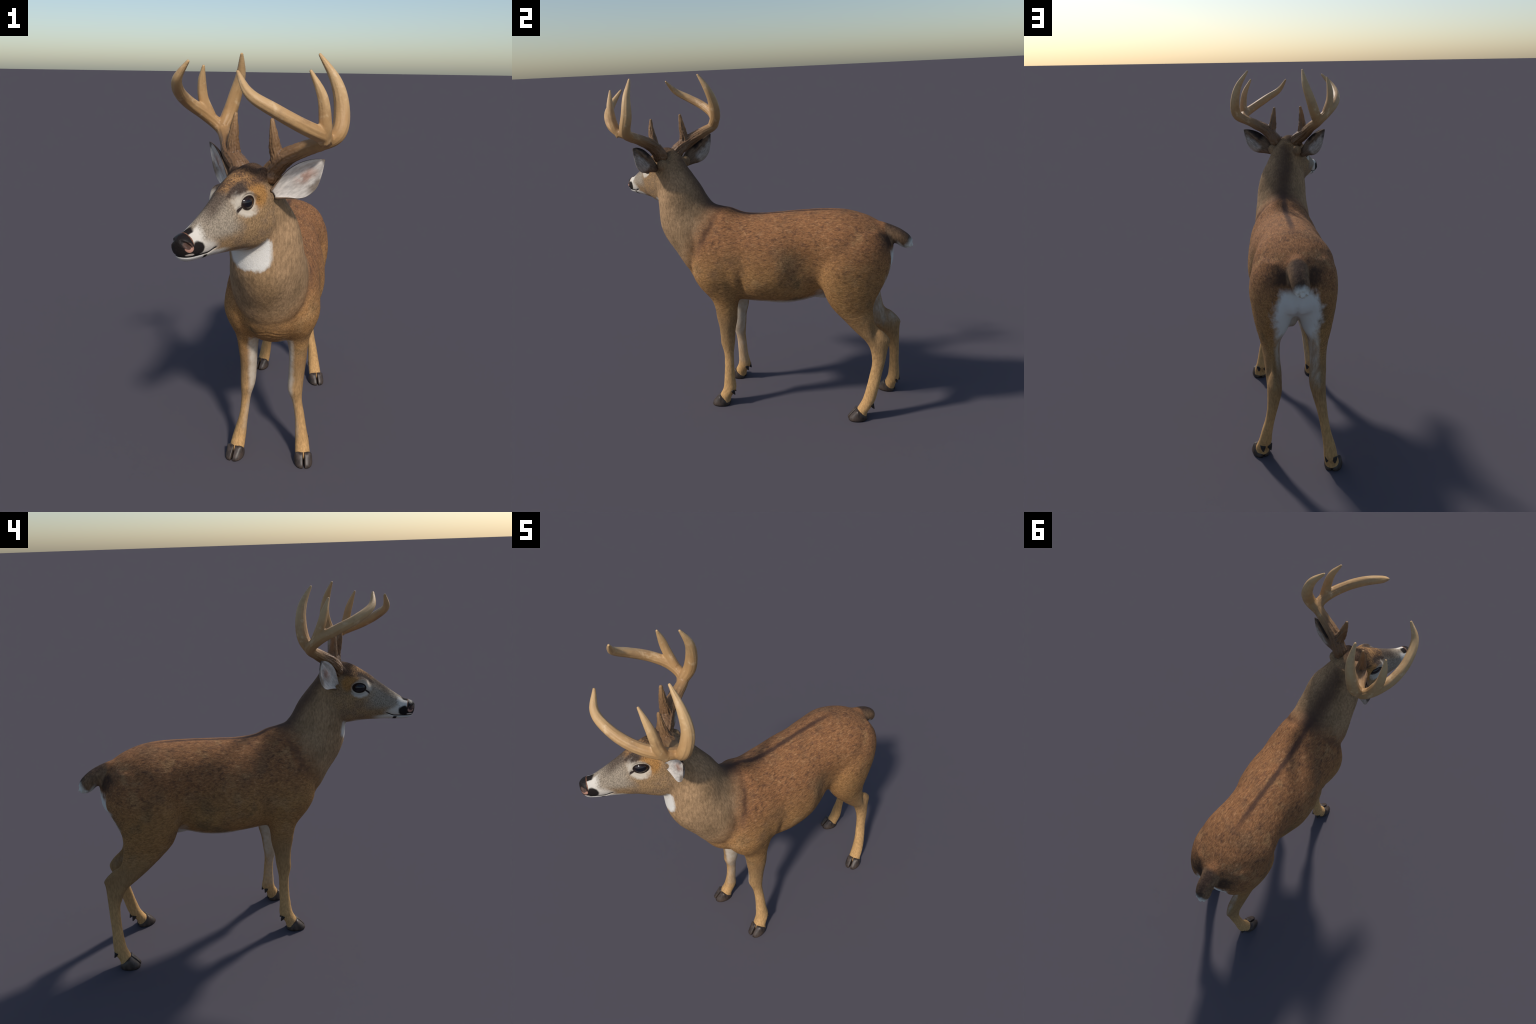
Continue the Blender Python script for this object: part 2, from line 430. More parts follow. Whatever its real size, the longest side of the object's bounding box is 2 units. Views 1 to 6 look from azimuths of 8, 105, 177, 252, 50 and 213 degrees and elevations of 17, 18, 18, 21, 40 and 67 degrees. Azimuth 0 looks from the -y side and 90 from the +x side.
def plain(name, rough, spec, base, alt, scale, stretch=(1, 1, 1), bump=0.3, dist=0.002):
    M = Mat(name, rough, spec)
    n = M.noise(scale, 4.0, 0.6, stretch=stretch)
    M.bump(n, bump, dist)
    return M.out(M.mix(base, alt, n.ss(0.35, 0.65)))


FUR = fur_material()
ANTLER = antler_material()
HOOF = plain('hoof_horn', 0.45, 0.4, (0.030, 0.022, 0.018), (0.075, 0.052, 0.040), 60.0, (1, 1, 0.35))
CLAW = plain('dewclaw_horn', 0.5, 0.35, (0.016, 0.013, 0.012), (0.035, 0.026, 0.022), 60.0)


def eye_material():
    M = Mat('eye_gloss', 0.06, 0.5)
    # object coordinates: +z looks out of the socket
    r = (M.x * M.x * 0.55 + M.y * M.y * 1.3).sqrt()
    c = M.mix((0.006, 0.006, 0.010), (0.020, 0.012, 0.011), r.ss(0.012, 0.020))
    return M.out(c)


def make_ear_materials():
    I = Mat('ear_inner_fur', 0.85, 0.15)
    n = I.noise(30.0, 4.0); f = I.noise(110.0, 3.0, stretch=(0.3, 1, 1))
    c = I.mix((0.60, 0.54, 0.48), (0.42, 0.25, 0.19), (I.x - 0.10).abs().ss(0.08, 0.0) * (I.y + 0.012).abs().ss(0.034, 0.006) * n.ss(0.32, 0.55) * 0.9)  # white dulled to carry the soft shading inside the ear cup
    c = I.mix(c, (0.17, 0.125, 0.09), (I.y * -1.0 + (n - 0.5) * 0.06).ss(0.034, 0.062) * I.x.ss(0.05, 0.10) * 0.85)
    c = I.mix(c, (0.085, 0.06, 0.045), (I.x + (n - 0.5) * 0.03).ss(0.175, 0.195) * 0.8)
    c = I.gain(c, f.ss(0.3, 0.7) * 0.3 + 0.82)
    I.bump(f, 0.4, 0.004); inner = I.out(c)
    O = Mat('ear_outer_fur', 0.85, 0.15)
    n = O.noise(26.0, 4.0); f = O.noise(120.0, 3.0, stretch=(0.3, 1, 1))
    c = O.mix((0.19, 0.125, 0.08), (0.42, 0.36, 0.31), (O.y + (n - 0.5) * 0.06).ss(-0.005, -0.030) * O.x.ss(0.02, 0.05) * 0.85)
    c = O.mix(c, (0.030, 0.021, 0.018), (O.y + (n - 0.5) * 0.04).ss(0.002, 0.024) * O.x.ss(0.04, 0.08))
    c = O.mix(c, (0.07, 0.05, 0.04), (O.x + (n - 0.5) * 0.04 + O.y * -0.35).ss(0.165, 0.185) * 0.8)
    c = O.gain(c, f.ss(0.3, 0.7) * 0.5 + 0.75)
    O.bump(f, 0.4, 0.004); outer = O.out(c)
    return inner, outer


EAR_IN, EAR_OUT = make_ear_materials()
EYE = eye_material()

# ================================================================== the body skin
S = Soup()

# ---- trunk: stations along y: (y, top z, bottom z, half width, height of widest point 0..1, top exponent)
TRUNK = [(-0.422, 0.93, 0.825, 0.055, 0.50, 2.0), (-0.388, 0.98, 0.775, 0.100, 0.50, 2.0), (-0.32, 1.08, 0.718, 0.145, 0.48, 2.0),
         (-0.25, 1.20, 0.676, 0.185, 0.46, 1.8), (-0.18, 1.236, 0.662, 0.205, 0.46, 1.7), (-0.08, 1.205, 0.660, 0.220, 0.45, 1.75),
         (0.04, 1.196, 0.658, 0.234, 0.44, 1.85), (0.18, 1.210, 0.656, 0.230, 0.44, 1.95), (0.28, 1.219, 0.670, 0.207, 0.48, 2.0),
         (0.37, 1.226, 0.698, 0.193, 0.58, 2.05), (0.45, 1.228, 0.730, 0.200, 0.60, 2.0), (0.53, 1.225, 0.755, 0.212, 0.58, 1.95), (0.61, 1.206, 0.79, 0.200, 0.58, 2.1),
         (0.69, 1.178, 0.83, 0.172, 0.55, 2.0), (0.75, 1.140, 0.86, 0.138, 0.55, 2.0), (0.79, 1.10, 0.88, 0.100, 0.5, 2.0), (0.812, 1.05, 0.92, 0.060, 0.5, 2.0)]
ys = [t[0] for t in TRUNK]
par = [curve([(t[0], t[k]) for t in TRUNK]) for k in range(1, 6)]
rings = []
for y in np.linspace(ys[0], ys[-1], 90):
    zt, zb, hw, fr, ex = (p(y) for p in par)
    zc = zb + (zt - zb) * fr; ring = []
    for k in range(56):
        th = 2 * math.pi * k / 56; cx, sz = math.cos(th), math.sin(th)
        e = 2.0 / (ex if sz > 0 else 2.25)
        dx = abs(cx) ** (2/2.1 if sz <= 0 else e) * math.copysign(1, cx)
        dz = abs(sz) ** (0.92 if sz > 0 else 0.95) * math.copysign(1, sz)
        ring.append((XC + dx * hw, y, zc + dz * ((zt - zc) if sz > 0 else (zc - zb))))
    rings.append(ring)
S.loft(rings)

# ---- neck: stations (back point y,z ; front point y,z ; half width ; x centre)
NECK = [(-0.13, 1.225, -0.348, 0.785, 0.165, XC), (-0.20, 1.240, -0.425, 0.835, 0.182, XC), (-0.255, 1.252, -0.490, 0.935, 0.172, 0.033),
        (-0.295, 1.300, -0.564, 1.040, 0.160, 0.031), (-0.332, 1.366, -0.595, 1.140, 0.154, 0.027), (-0.382, 1.434, -0.597, 1.235, 0.138, 0.018),
        (-0.428, 1.492, -0.610, 1.300, 0.112, 0.008), (-0.455, 1.545, -0.64, 1.36, 0.088, 0.0)]
ts = np.linspace(0, 1, len(NECK))
np_ = [curve(list(zip(ts, [n[k] for n in NECK]))) for k in range(6)]
rings = []
for t in np.linspace(0, 1, 70):
    by, bz, fy, fz, hw, xc = (p(t) for p in np_)
    ring = []
    for k in range(48):
        th = 2 * math.pi * k / 48; c, s_ = math.cos(th), math.sin(th)
        m = 0.5 + 0.5 * s_ * 0.999
        wv = hw * math.copysign(abs(c) ** 1.04, c) * (1.02 - (0.24 * s_ ** 1.5 if s_ > 0 else 0.03 * abs(s_)))
        ring.append((xc + wv, fy + (by - fy) * m, fz + (bz - fz) * m))
    rings.append(ring)
S.loft(rings)

# ---- head: stations along u: (u, top z, bottom z, half widths at 12/30/50/70/90 % of the height)
HEAD = [(0.390, 1.520, 1.31, .036, .062, .080, .082, .056), (0.42, 1.557, 1.28, .048, .078, .099, .106, .080), (0.46, 1.580, 1.258, .057, .094, .109, .115, .088),
        (0.52, 1.580, 1.238, .062, .099, .111, .113, .084), (0.57, 1.563, 1.243, .062, .097, .107, .105, .075),
        (0.61, 1.540, 1.250, .058, .088, .098, .093, .064), (0.65, 1.516, 1.255, .047, .073, .085, .080, .054),
        (0.70, 1.479, 1.259, .038, .061, .073, .067, .046), (0.756, 1.440, 1.263, .031, .051, .062, .057, .040),
        (0.81, 1.404, 1.264, .029, .046, .055, .052, .036), (0.85, 1.380, 1.266, .030, .045, .051, .047, .032),
        (0.88, 1.374, 1.272, .030, .043, .047, .042, .027), (0.898, 1.364, 1.288, .023, .034, .036, .031, .018), (0.907, 1.353, 1.312, .008, .012, .013, .011, .006)]
hp = [curve([(h[0], h[k]) for h in HEAD]) for k in range(1, 8)]
LEV = [0.0, .12, .30, .50, .70, .90, 1.0]
rings = []
for u in np.linspace(HEAD[0][0], HEAD[-1][0], 110):
    zt, zb, *ws = (p(u) for p in hp)
    half = [(w_, zt + (zb - zt) * l) for w_, l in zip([0] + ws + [0], LEV)]
    loop = half + [(-w_, z_) for w_, z_ in half[-2:0:-1]]
    L = np.array(loop + loop[:3]); Q = catmull(np.vstack([L[-4], L]), (len(L)) * 6 + 1)
    a = 6 * 1
    seg = Q[6:6 + 6 * len(loop)]
    rings.append([H(u, p[0], p[1]) for p in seg])
S.loft(rings)
for sgn in (1, -1):
    S.ball(H(0.60, sgn*0.060, 1.478), (0.05, 0.032, 0.030), rot=np.column_stack([HF, HL, [0, 0, 1]]))      # brow
    S.ball(H(0.49, sgn*0.062, 1.535), (0.042, 0.030, 0.038), rot=np.column_stack([HF, HL, [0, 0, 1]]))     # pedicle
    S.ball(H(0.432, sgn*0.086, 1.492), (0.030, 0.032, 0.034), rot=np.column_stack([HF, HL, [0, 0, 1]]))    # ear root
    S.ball(H(0.872, sgn*0.029, 1.346), (0.015, 0.012, 0.016), rot=np.column_stack([HF, HL, [0, 0, 1]]))    # nostril wing


# ---- legs: profiles over z.  yf/yb = front and back edge, xi/xo = inner and outer edge
FORE_YF = [(1.13, -.27), (1.05, -.335), (.95, -.355), (.86, -.362), (.80, -.342), (.757, -.315), (.702, -.268), (.654, -.246), (.572, -.234), (.514, -.223), (.448, -.219),
           (.394, -.219), (.338, -.203), (.275, -.199), (.178, -.203), (.100, -.213), (.066, -.230), (.045, -.238), (.030, -.236), (.012, -.225)]
FORE_YB = [(1.13, -.13), (1.05, -.085), (.95, -.06), (.85, -.055), (.747, -.074), (.643, -.096), (.562, -.104), (.495, -.122), (.414, -.132), (.336, -.1415), (.267, -.1405),
           (.171, -.1365), (.106, -.130), (.075, -.145), (.045, -.163), (.012, -.170)]
FL_XI = [(1.13, .12), (1.0, .10), (.85, .085), (.75, .085), (.636, .111), (.491, .119), (.398, .117), (.325, .141), (.231, .157), (.134, .162), (.044, .168), (.012, .172)]
FL_XO = [(1.13, .175), (1.05, .225), (.95, .252), (.85, .256), (.76, .240), (.68, .217), (.545, .204), (.406, .193), (.34, .191), (.255, .204), (.151, .222), (.07, .240), (.012, .252)]
FR_XI = [(1.13, -.05), (1.0, -.035), (.85, -.02), (.75, -.018), (.641, -.038), (.531, -.043), (.41, -.050), (.327, -.073), (.244, -.083), (.145, -.092), (.035, -.101), (.012, -.104)]
FR_XO = [(1.13, -.105), (1.05, -.155), (.95, -.184), (.85, -.190), (.76, -.172), (.68, -.150), (.524, -.128), (.40, -.124), (.317, -.121), (.219, -.131), (.137, -.153), (.07, -.170), (.012, -.182)]
HL_YF = [(1.13, .56), (1.05, .46), (.95, .41), (.853, .395), (.781, .420), (.696, .465), (.598, .545), (.521, .620), (.474, .668), (.433, .694), (.368, .710), (.332, .710), (.272, .698),
         (.186, .679), (.112, .658), (.07, .636), (.045, .622), (.030, .624), (.012, .632)]
HL_YB = [(1.13, .74), (1.05, .79), (.95, .808), (.873, .793), (.798, .758), (.742, .730), (.679, .716), (.604, .732), (.556, .758), (.521, .790), (.485, .812), (.459, .808), (.435, .800),
         (.356, .786), (.278, .769), (.193, .752), (.119, .734), (.075, .712), (.045, .692), (.012, .685)]
HL_XO = [(1.13, .20), (1.05, .248), (.95, .262), (.86, .256), (.787, .249), (.718, .236), (.668, .225), (.576, .206), (.488, .196), (.436, .192), (.384, .191), (.282, .200), (.183, .224),
         (.117, .239), (.06, .254), (.012, .266)]
HL_XI = [(1.13, .10), (1.05, .06), (.95, .042), (.86, .038), (.80, .044), (.74, .064), (.679, .100), (.586, .112), (.485, .110), (.432, .114), (.38, .129), (.279, .152), (.179, .167), (.112, .172),
         (.06, .180), (.012, .188)]
HR_YF = [(1.13, .56), (1.05, .46), (.95, .42), (.86, .405), (.79, .416), (.742, .441), (.688, .467), (.619, .532), (.554, .603), (.496, .675), (.471, .712), (.443, .746), (.395, .773), (.358, .789),
         (.307, .794), (.244, .795), (.174, .793), (.108, .785), (.07, .772), (.045, .764), (.030, .766), (.012, .774)]
HR_YB = [(1.13, .73), (1.05, .775), (.95, .797), (.909, .787), (.823, .754), (.773, .737), (.713, .735), (.660, .744), (.609, .770), (.571, .812), (.531, .850), (.512, .860), (.482, .855), (.43, .854),
         (.36, .853), (.292, .854), (.217, .853), (.142, .857), (.091, .856), (.055, .838), (.012, .828)]
HR_XO = [(1.13, -.13), (1.05, -.180), (.95, -.190), (.86, -.182), (.773, -.170), (.726, -.159), (.679, -.147), (.566, -.123), (.483, -.111), (.437, -.107), (.357, -.110), (.234, -.131), (.151, -.154),
         (.06, -.172), (.012, -.186)]
HR_XI = [(1.13, -.03), (1.05, .008), (.95, .026), (.86, .030), (.80, .024), (.741, .006), (.693, -.018), (.636, -.032), (.568, -.034), (.486, -.022), (.44, -.034), (.359, -.058), (.237, -.080),
         (.155, -.091), (.06, -.098), (.012, -.108)]


def leg(YF, YB, XI, XO, top, thin_back=None, inset=None, n=40):
    f, b, i, o = curve(YF), curve(YB), curve(XI), curve(XO); rings = []
    for z in np.linspace(0.013, top, 150):
        y0, y1, x0, x1 = f(z), b(z), i(z), o(z)
        cy, hy, cx, hx = (y0+y1)/2, (y1-y0)/2, (x0+x1)/2, (x1-x0)/2
        k = thin_back(z) if thin_back else 0.0
        sh = inset(z) * (1 if cx < XC else -1) if inset else 0.0
        ring = []
        for j in range(n):
            th = 2*math.pi*j/n; c, s_ = math.cos(th), math.sin(th)
            yy = abs(s_)**0.92 * math.copysign(1, s_)
            xx = abs(c)**(0.92 - (sq(z) if inset and s_ < 0 else 0.0)) * math.copysign(1, c) * (1 - k*max(0.0, (yy+0.3)/1.3))
            ring.append((cx + xx*hx + sh*max(0.0, yy)**2, cy + yy*hy, z))
        rings.append(ring)
    S.loft(rings)


tb = curve([(0.0, 0.0), (0.36, 0.0), (0.44, 0.25), (0.52, 0.42), (0.62, 0.40), (0.72, 0.12), (0.82, 0.10), (0.95, 0.18), (1.2, 0.22)])
ins = curve([(0.0, 0.0), (0.68, 0.0), (0.80, 0.004), (0.92, 0.018), (1.2, 0.024)])
sq = curve([(0.0, 0.0), (0.66, 0.0), (0.78, 0.30), (0.90, 0.30), (1.02, 0.0), (1.2, 0.0)])   # squarer front of the thigh
leg(FORE_YF, FORE_YB, FL_XI, FL_XO, 1.13)
leg(FORE_YF, FORE_YB, FR_XI, FR_XO, 1.13)
leg(HL_YF, HL_YB, HL_XI, HL_XO, 1.13, tb, ins)
leg(HR_YF, HR_YB, HR_XI, HR_XO, 1.13, tb, ins)

# ---- tail, scrotum, sheath
TAILP = [(XC, 0.66, 1.140), (XC, 0.735, 1.122), (0.033, 0.80, 1.098), (0.028, 0.856, 1.066), (0.018, 0.888, 1.035), (0.004, 0.903, 1.016)]
S.tube(TAILP, [0.035, 0.040, 0.043, 0.043, 0.038, 0.016], flat=(np.array([1.0, 0, 0]), 1.08))
S.ball((XC+0.015, 0.60, 0.775), (0.030, 0.035, 0.045))
S.ball((XC, 0.40, 0.70), (0.022, 0.07, 0.022))

VOX = 0.0038
V, F = S.remesh(VOX)


def blob(V, c, r):
    d = (V - np.asarray(c)) / np.asarray(r)
    return np.exp(-(d**2).sum(1))


hu = V @ HF; hw_ = V @ HL - HW0
headw = sstep(0.46, 0.52, hu + (V[:, 2]-1.24)*0.464) * sstep(1.18, 1.24, V[:, 2])
legw = sstep(0.60, 0.50, V[:, 2])
V = relax(V, F, 4)
V = relax(V, F, 55, weight=(1-headw)*(1-legw))
V = relax(V, F, 5, weight=headw)

# ---- muscles, hollows, folds: (centre, radii, push along the normal)
N = normals(V, F)
MUSCLE = [((XC+.22, -.02, .86), (.10, .05, .16), -.012), ((XC-.22, -.02, .86), (.10, .05, .16), -.012),        # behind the elbow
          ((XC+.20, .40, .80), (.10, .05, .10), -.014), ((XC-.20, .40, .80), (.10, .05, .10), -.014),          # flank
          ((XC+.20, .32, .93), (.08, .10, .11), -.021), ((XC-.20, .32, .93), (.08, .10, .11), -.021),        # loin hollow
          ((XC+.22, -.045, .78), (.08, .022, .09), -.010), ((XC-.22, -.045, .78), (.08, .022, .09), -.010),         # elbow crease
          ((XC+.24, -.24, .84), (.10, .07, .08), .008), ((XC-.24, -.24, .84), (.10, .07, .08), .008),          # shoulder point
          ((XC+.19, -.33, 1.02), (.06, .03, .14), -.010), ((XC-.19, -.33, 1.02), (.06, .03, .14), -.010),      # neck meets shoulder
          ((XC+.24, -.13, 1.00), (.08, .05, .10), .006), ((XC-.24, -.13, 1.00), (.08, .05, .10), .006),        # shoulder blade
          ((.20, .735, .57), (.04, .022, .07), -.019), ((.12, .735, .57), (.03, .022, .07), -.016),            # hollow before the Achilles tendon
          ((-.12, .770, .60), (.04, .022, .07), -.019), ((-.04, .770, .60), (.03, .022, .07), -.016),
          ((XC+.22, .55, .90), (.06, .10, .12), .008), ((XC-.22, .55, .90), (.06, .10, .12), .006),            # haunch
          ((XC, .80, .87), (.014, .10, .12), -.012),                                                            # cleft of the rump
          ]
D = np.zeros(len(V))
for c, r, a in MUSCLE:
    D += a * blob(V, c, r)
nz = np.array([mnoise.noise(Vector(p) * 9.0) for p in V]) * 0.0022
nz += np.array([mnoise.noise(Vector((p[0]*60, p[1]*28, p[2]*45))) for p in V]) * 0.0008
D += nz * (1 - 0.85*headw) * (1 - 0.5*legw)
# creases of loose skin low on the chest
ch = blob(V, (XC, -.41, .745), (.10, .06, .035))
D += ch * 0.004 * np.sin(V[:, 2]*260 + np.abs(V[:, 0]-XC)*90)
V = V + N * D[:, None]

# ---- tufted tail tip
tdir = np.array([-0.1, 0.75, -0.65]); tdir /= np.linalg.norm(tdir)
tw = sstep(0.0, 0.05, (V - np.array([0.012, 0.868, 1.035])) @ tdir) * (V[:, 1] > 0.83) * (V[:, 2] > 0.94)
tn = np.array([mnoise.noise(Vector((p[0]*95, (p[1]+p[2])*60, 0))) if w_ > 0 else 0.0 for p, w_ in zip(V, tw)])
V = V + tdir * (tw * tn * 0.016)[:, None]

# ---- face details in head coordinates
EYE_R = 0.030
for sgn in (1, -1):
    hu = V @ HF; hw_ = (V @ HL - HW0) * sgn; hz = V[:, 2]
    a, b = hu - 0.604, hz - 1.453
    near = (hw_ > 0.02) & (np.abs(a) < 0.09) & (np.abs(b) < 0.09)
    aa = a - 0.12*b
    rho = np.sqrt((aa/0.0340)**2 + (b/0.0240)**2)
    sph = 0.063 + np.sqrt(np.clip(EYE_R**2 - (a/1.25)**2 - b**2, 0, None))
    lid = 0.063 + np.sqrt(np.clip((EYE_R+0.0035)**2 - np.minimum((a/1.25)**2 + b**2, EYE_R**2), 0, None))
    k_lid = sstep(2.0, 1.15, rho)
    tgt = np.maximum(hw_, 0) * (1-k_lid) + lid * k_lid
    k_in = sstep(1.06, 0.86, rho)
    tgt = tgt * (1-k_in) + (sph - 0.006) * k_in
    dw = np.where(near, (tgt - hw_) * sstep(2.1, 1.4, rho), 0)
    V = V + (HL * sgn)[None, :] * dw[:, None]
    # tear groove, nostril, mouth slit
    hw_ = (V @ HL - HW0) * sgn
    side = hw_ > 0.012
    inward = -(HL * sgn)
    g = np.exp(-(((hu-0.652)/0.010)**2 + ((hz-1.435+(hu-0.652)*0.8)/0.006)**2)) * side
    V = V + inward * (0.006*g)[:, None]
    nd = np.exp(-(((hu-0.889)/0.010)**2 + ((hz-1.338-(hu-0.889)*0.8)/0.0075)**2)) * side
    V = V + (inward*0.6 - HF*0.8) * (0.016*nd)[:, None]
    mz = 1.2945 + 0.014*sstep(0.80, 0.752, hu)
    mo = np.exp(-((hz-mz)/0.0040)**2) * sstep(0.745, 0.765, hu) * (hw_ > 0.0)
    V = V + (inward*0.8 - HF*0.4*sstep(.84, .88, hu)[:, None]) * (0.0055*mo)[:, None]

# ---- cut the skin into parts
N = normals(V, F)
C = V[F].mean(1)
cu = C @ HF
is_head = (cu + (C[:, 2]-1.24)*0.464 > 0.53) & (C[:, 2] > 1.2)
is_neck = ~is_head & (C[:, 1] < -0.24 + (C[:, 2]-1.25)*0.476) & (C[:, 2] > 0.80)
is_tail = (C[:, 1] > 0.775 + np.clip(1.06 - C[:, 2], 0, 1)*0.7) & (C[:, 2] > 0.95) & (np.abs(C[:, 0]-XC) < 0.075)
fore = (C[:, 2] < 0.632) & (C[:, 1] < 0.1)
hind = (C[:, 2] < 0.70) & (C[:, 1] > 0.40) & (np.abs(C[:, 0]-XC) > 0.012)
left = C[:, 0] > XC
regions = [('head', is_head), ('neck', is_neck), ('tail', is_tail & ~is_neck), ('foreleg', fore & left), ('foreleg', fore & ~left),
           ('hind_leg', hind & left), ('hind_leg', hind & ~left)]

root = bpy.data.objects.new('deer', None)
bpy.context.scene.collection.objects.link(root)
root["label"] = "brown white-tailed buck with large antlers, head turned right"
root["category"] = "deer"

used = np.zeros(len(F), bool); parts = []
for name, m in regions + [('torso', None)]:
    sel = ~used if m is None else (m & ~used)
    used |= sel
    f = F[sel]; ids, inv = np.unique(f, return_inverse=True)
    parts.append(add_object(name, V[ids], inv.reshape(-1, 4), FUR, root, True, N[ids]))
head, neck, tail, foreL, foreR, hindL, hindR, torso = parts

# ================================================================== antlers
def antler(base, beam, beam_r, tines, flat_axis):
    A = Soup()
    fr = A.tube([base] + beam, beam_r, n=28, steps=140)
    for P, R, fl in tines:
        fr += A.tube(P, R, n=24, steps=70, flat=fl)[8:]
    A.ball(np.array(base)*0.55 + np.array(beam[0])*0.45, (0.044, 0.044, 0.030))
    V, F = A.remesh(0.0030)
    V = relax(V, F, 8)
    N = normals(V, F); D = np.zeros(len(V))
    P0 = np.array([f[0] for f in fr]); FA = np.array([f[1] for f in fr]); FC = np.array([f[2] for f in fr]); FR = np.array([f[3] for f in fr])
    near = np.empty(len(V), int)
    for i in range(0, len(V), 4000):
        near[i:i+4000] = (((V[i:i+4000, None] - P0[None])**2).sum(2) / (FR[None] + 0.01)).argmin(1)
    rel = V - P0[near]
    ca, cc = (rel*FA[near]).sum(1), (rel*FC[near]).sum(1); rad = np.hypot(ca, cc).clip(1e-5)
    ca, cc = ca/rad, cc/rad
    base_w = np.exp(-(np.linalg.norm(V - np.array(beam[0]), axis=1)/0.17)**2)
    for i in range(len(V)):
        s_ = near[i] * 0.05
        rg = mnoise.noise(Vector((ca[i]*2.6, cc[i]*2.6, s_*0.9)))           # grooves that run along the bone
        r2 = mnoise.noise(Vector((ca[i]*6.0, cc[i]*6.0, s_*2.0 + 9)))
        pearl = mnoise.noise(Vector(V[i]*110.0))
        D[i] = rg*(0.0018 + 0.0030*base_w[i]) + r2*(0.0006 + 0.0034*base_w[i]) + pearl*0.0022*base_w[i]
    V = V + N * D[:, None]
    return add_object('antler', V, F, ANTLER, head, True)


antler((0.045, -0.560, 1.520),
       [(0.064, -0.556, 1.556), (0.112, -0.580, 1.612), (0.190, -0.608, 1.652), (0.262, -0.645, 1.687), (0.250, -0.715, 1.714), (0.183, -0.790, 1.754), (0.101, -0.836, 1.802),
        (0.016, -0.848, 1.855), (-0.033, -0.808, 1.929)],
       [0.038, 0.038, 0.035, 0.030, 0.027, 0.028, 0.026, 0.024, 0.019, 0.006],
       [([(0.235, -0.632, 1.668), (0.308, -0.634, 1.712), (0.318, -0.612, 1.801), (0.292, -0.612, 1.898), (0.228, -0.615, 1.991)], [0.026, 0.031, 0.029, 0.021, 0.006], None),
        ([(0.262, -0.690, 1.685), (0.265, -0.723, 1.752), (0.252, -0.740, 1.845), (0.207, -0.752, 1.935)], [0.024, 0.024, 0.019, 0.006], None),
        ([(0.085, -0.572, 1.595), (0.070, -0.590, 1.686), (0.061, -0.592, 1.760)], [0.030, 0.018, 0.007], None)], None)
antler((-0.070, -0.518, 1.525),
       [(-0.080, -0.496, 1.560), (-0.128, -0.442, 1.608), (-0.160, -0.359, 1.655), (-0.199, -0.297, 1.694), (-0.262, -0.322, 1.752), (-0.311, -0.397, 1.801), (-0.326, -0.490, 1.847),
        (-0.307, -0.578, 1.898), (-0.250, -0.616, 1.963)],
       [0.038, 0.038, 0.035, 0.030, 0.027, 0.028, 0.026, 0.024, 0.019, 0.006],
       [([(-0.195, -0.312, 1.675), (-0.168, -0.273, 1.747), (-0.139, -0.271, 1.833), (-0.112, -0.295, 1.916), (-0.100, -0.345, 1.998)], [0.026, 0.031, 0.028, 0.021, 0.006], None),
        ([(-0.235, -0.302, 1.725), (-0.266, -0.323, 1.809), (-0.268, -0.343, 1.882), (-0.254, -0.372, 1.950)], [0.025, 0.023, 0.018, 0.006], None),
        ([(-0.112, -0.462, 1.600), (-0.107, -0.471, 1.699), (-0.099, -0.475, 1.771)], [0.030, 0.018, 0.007], None)], None)

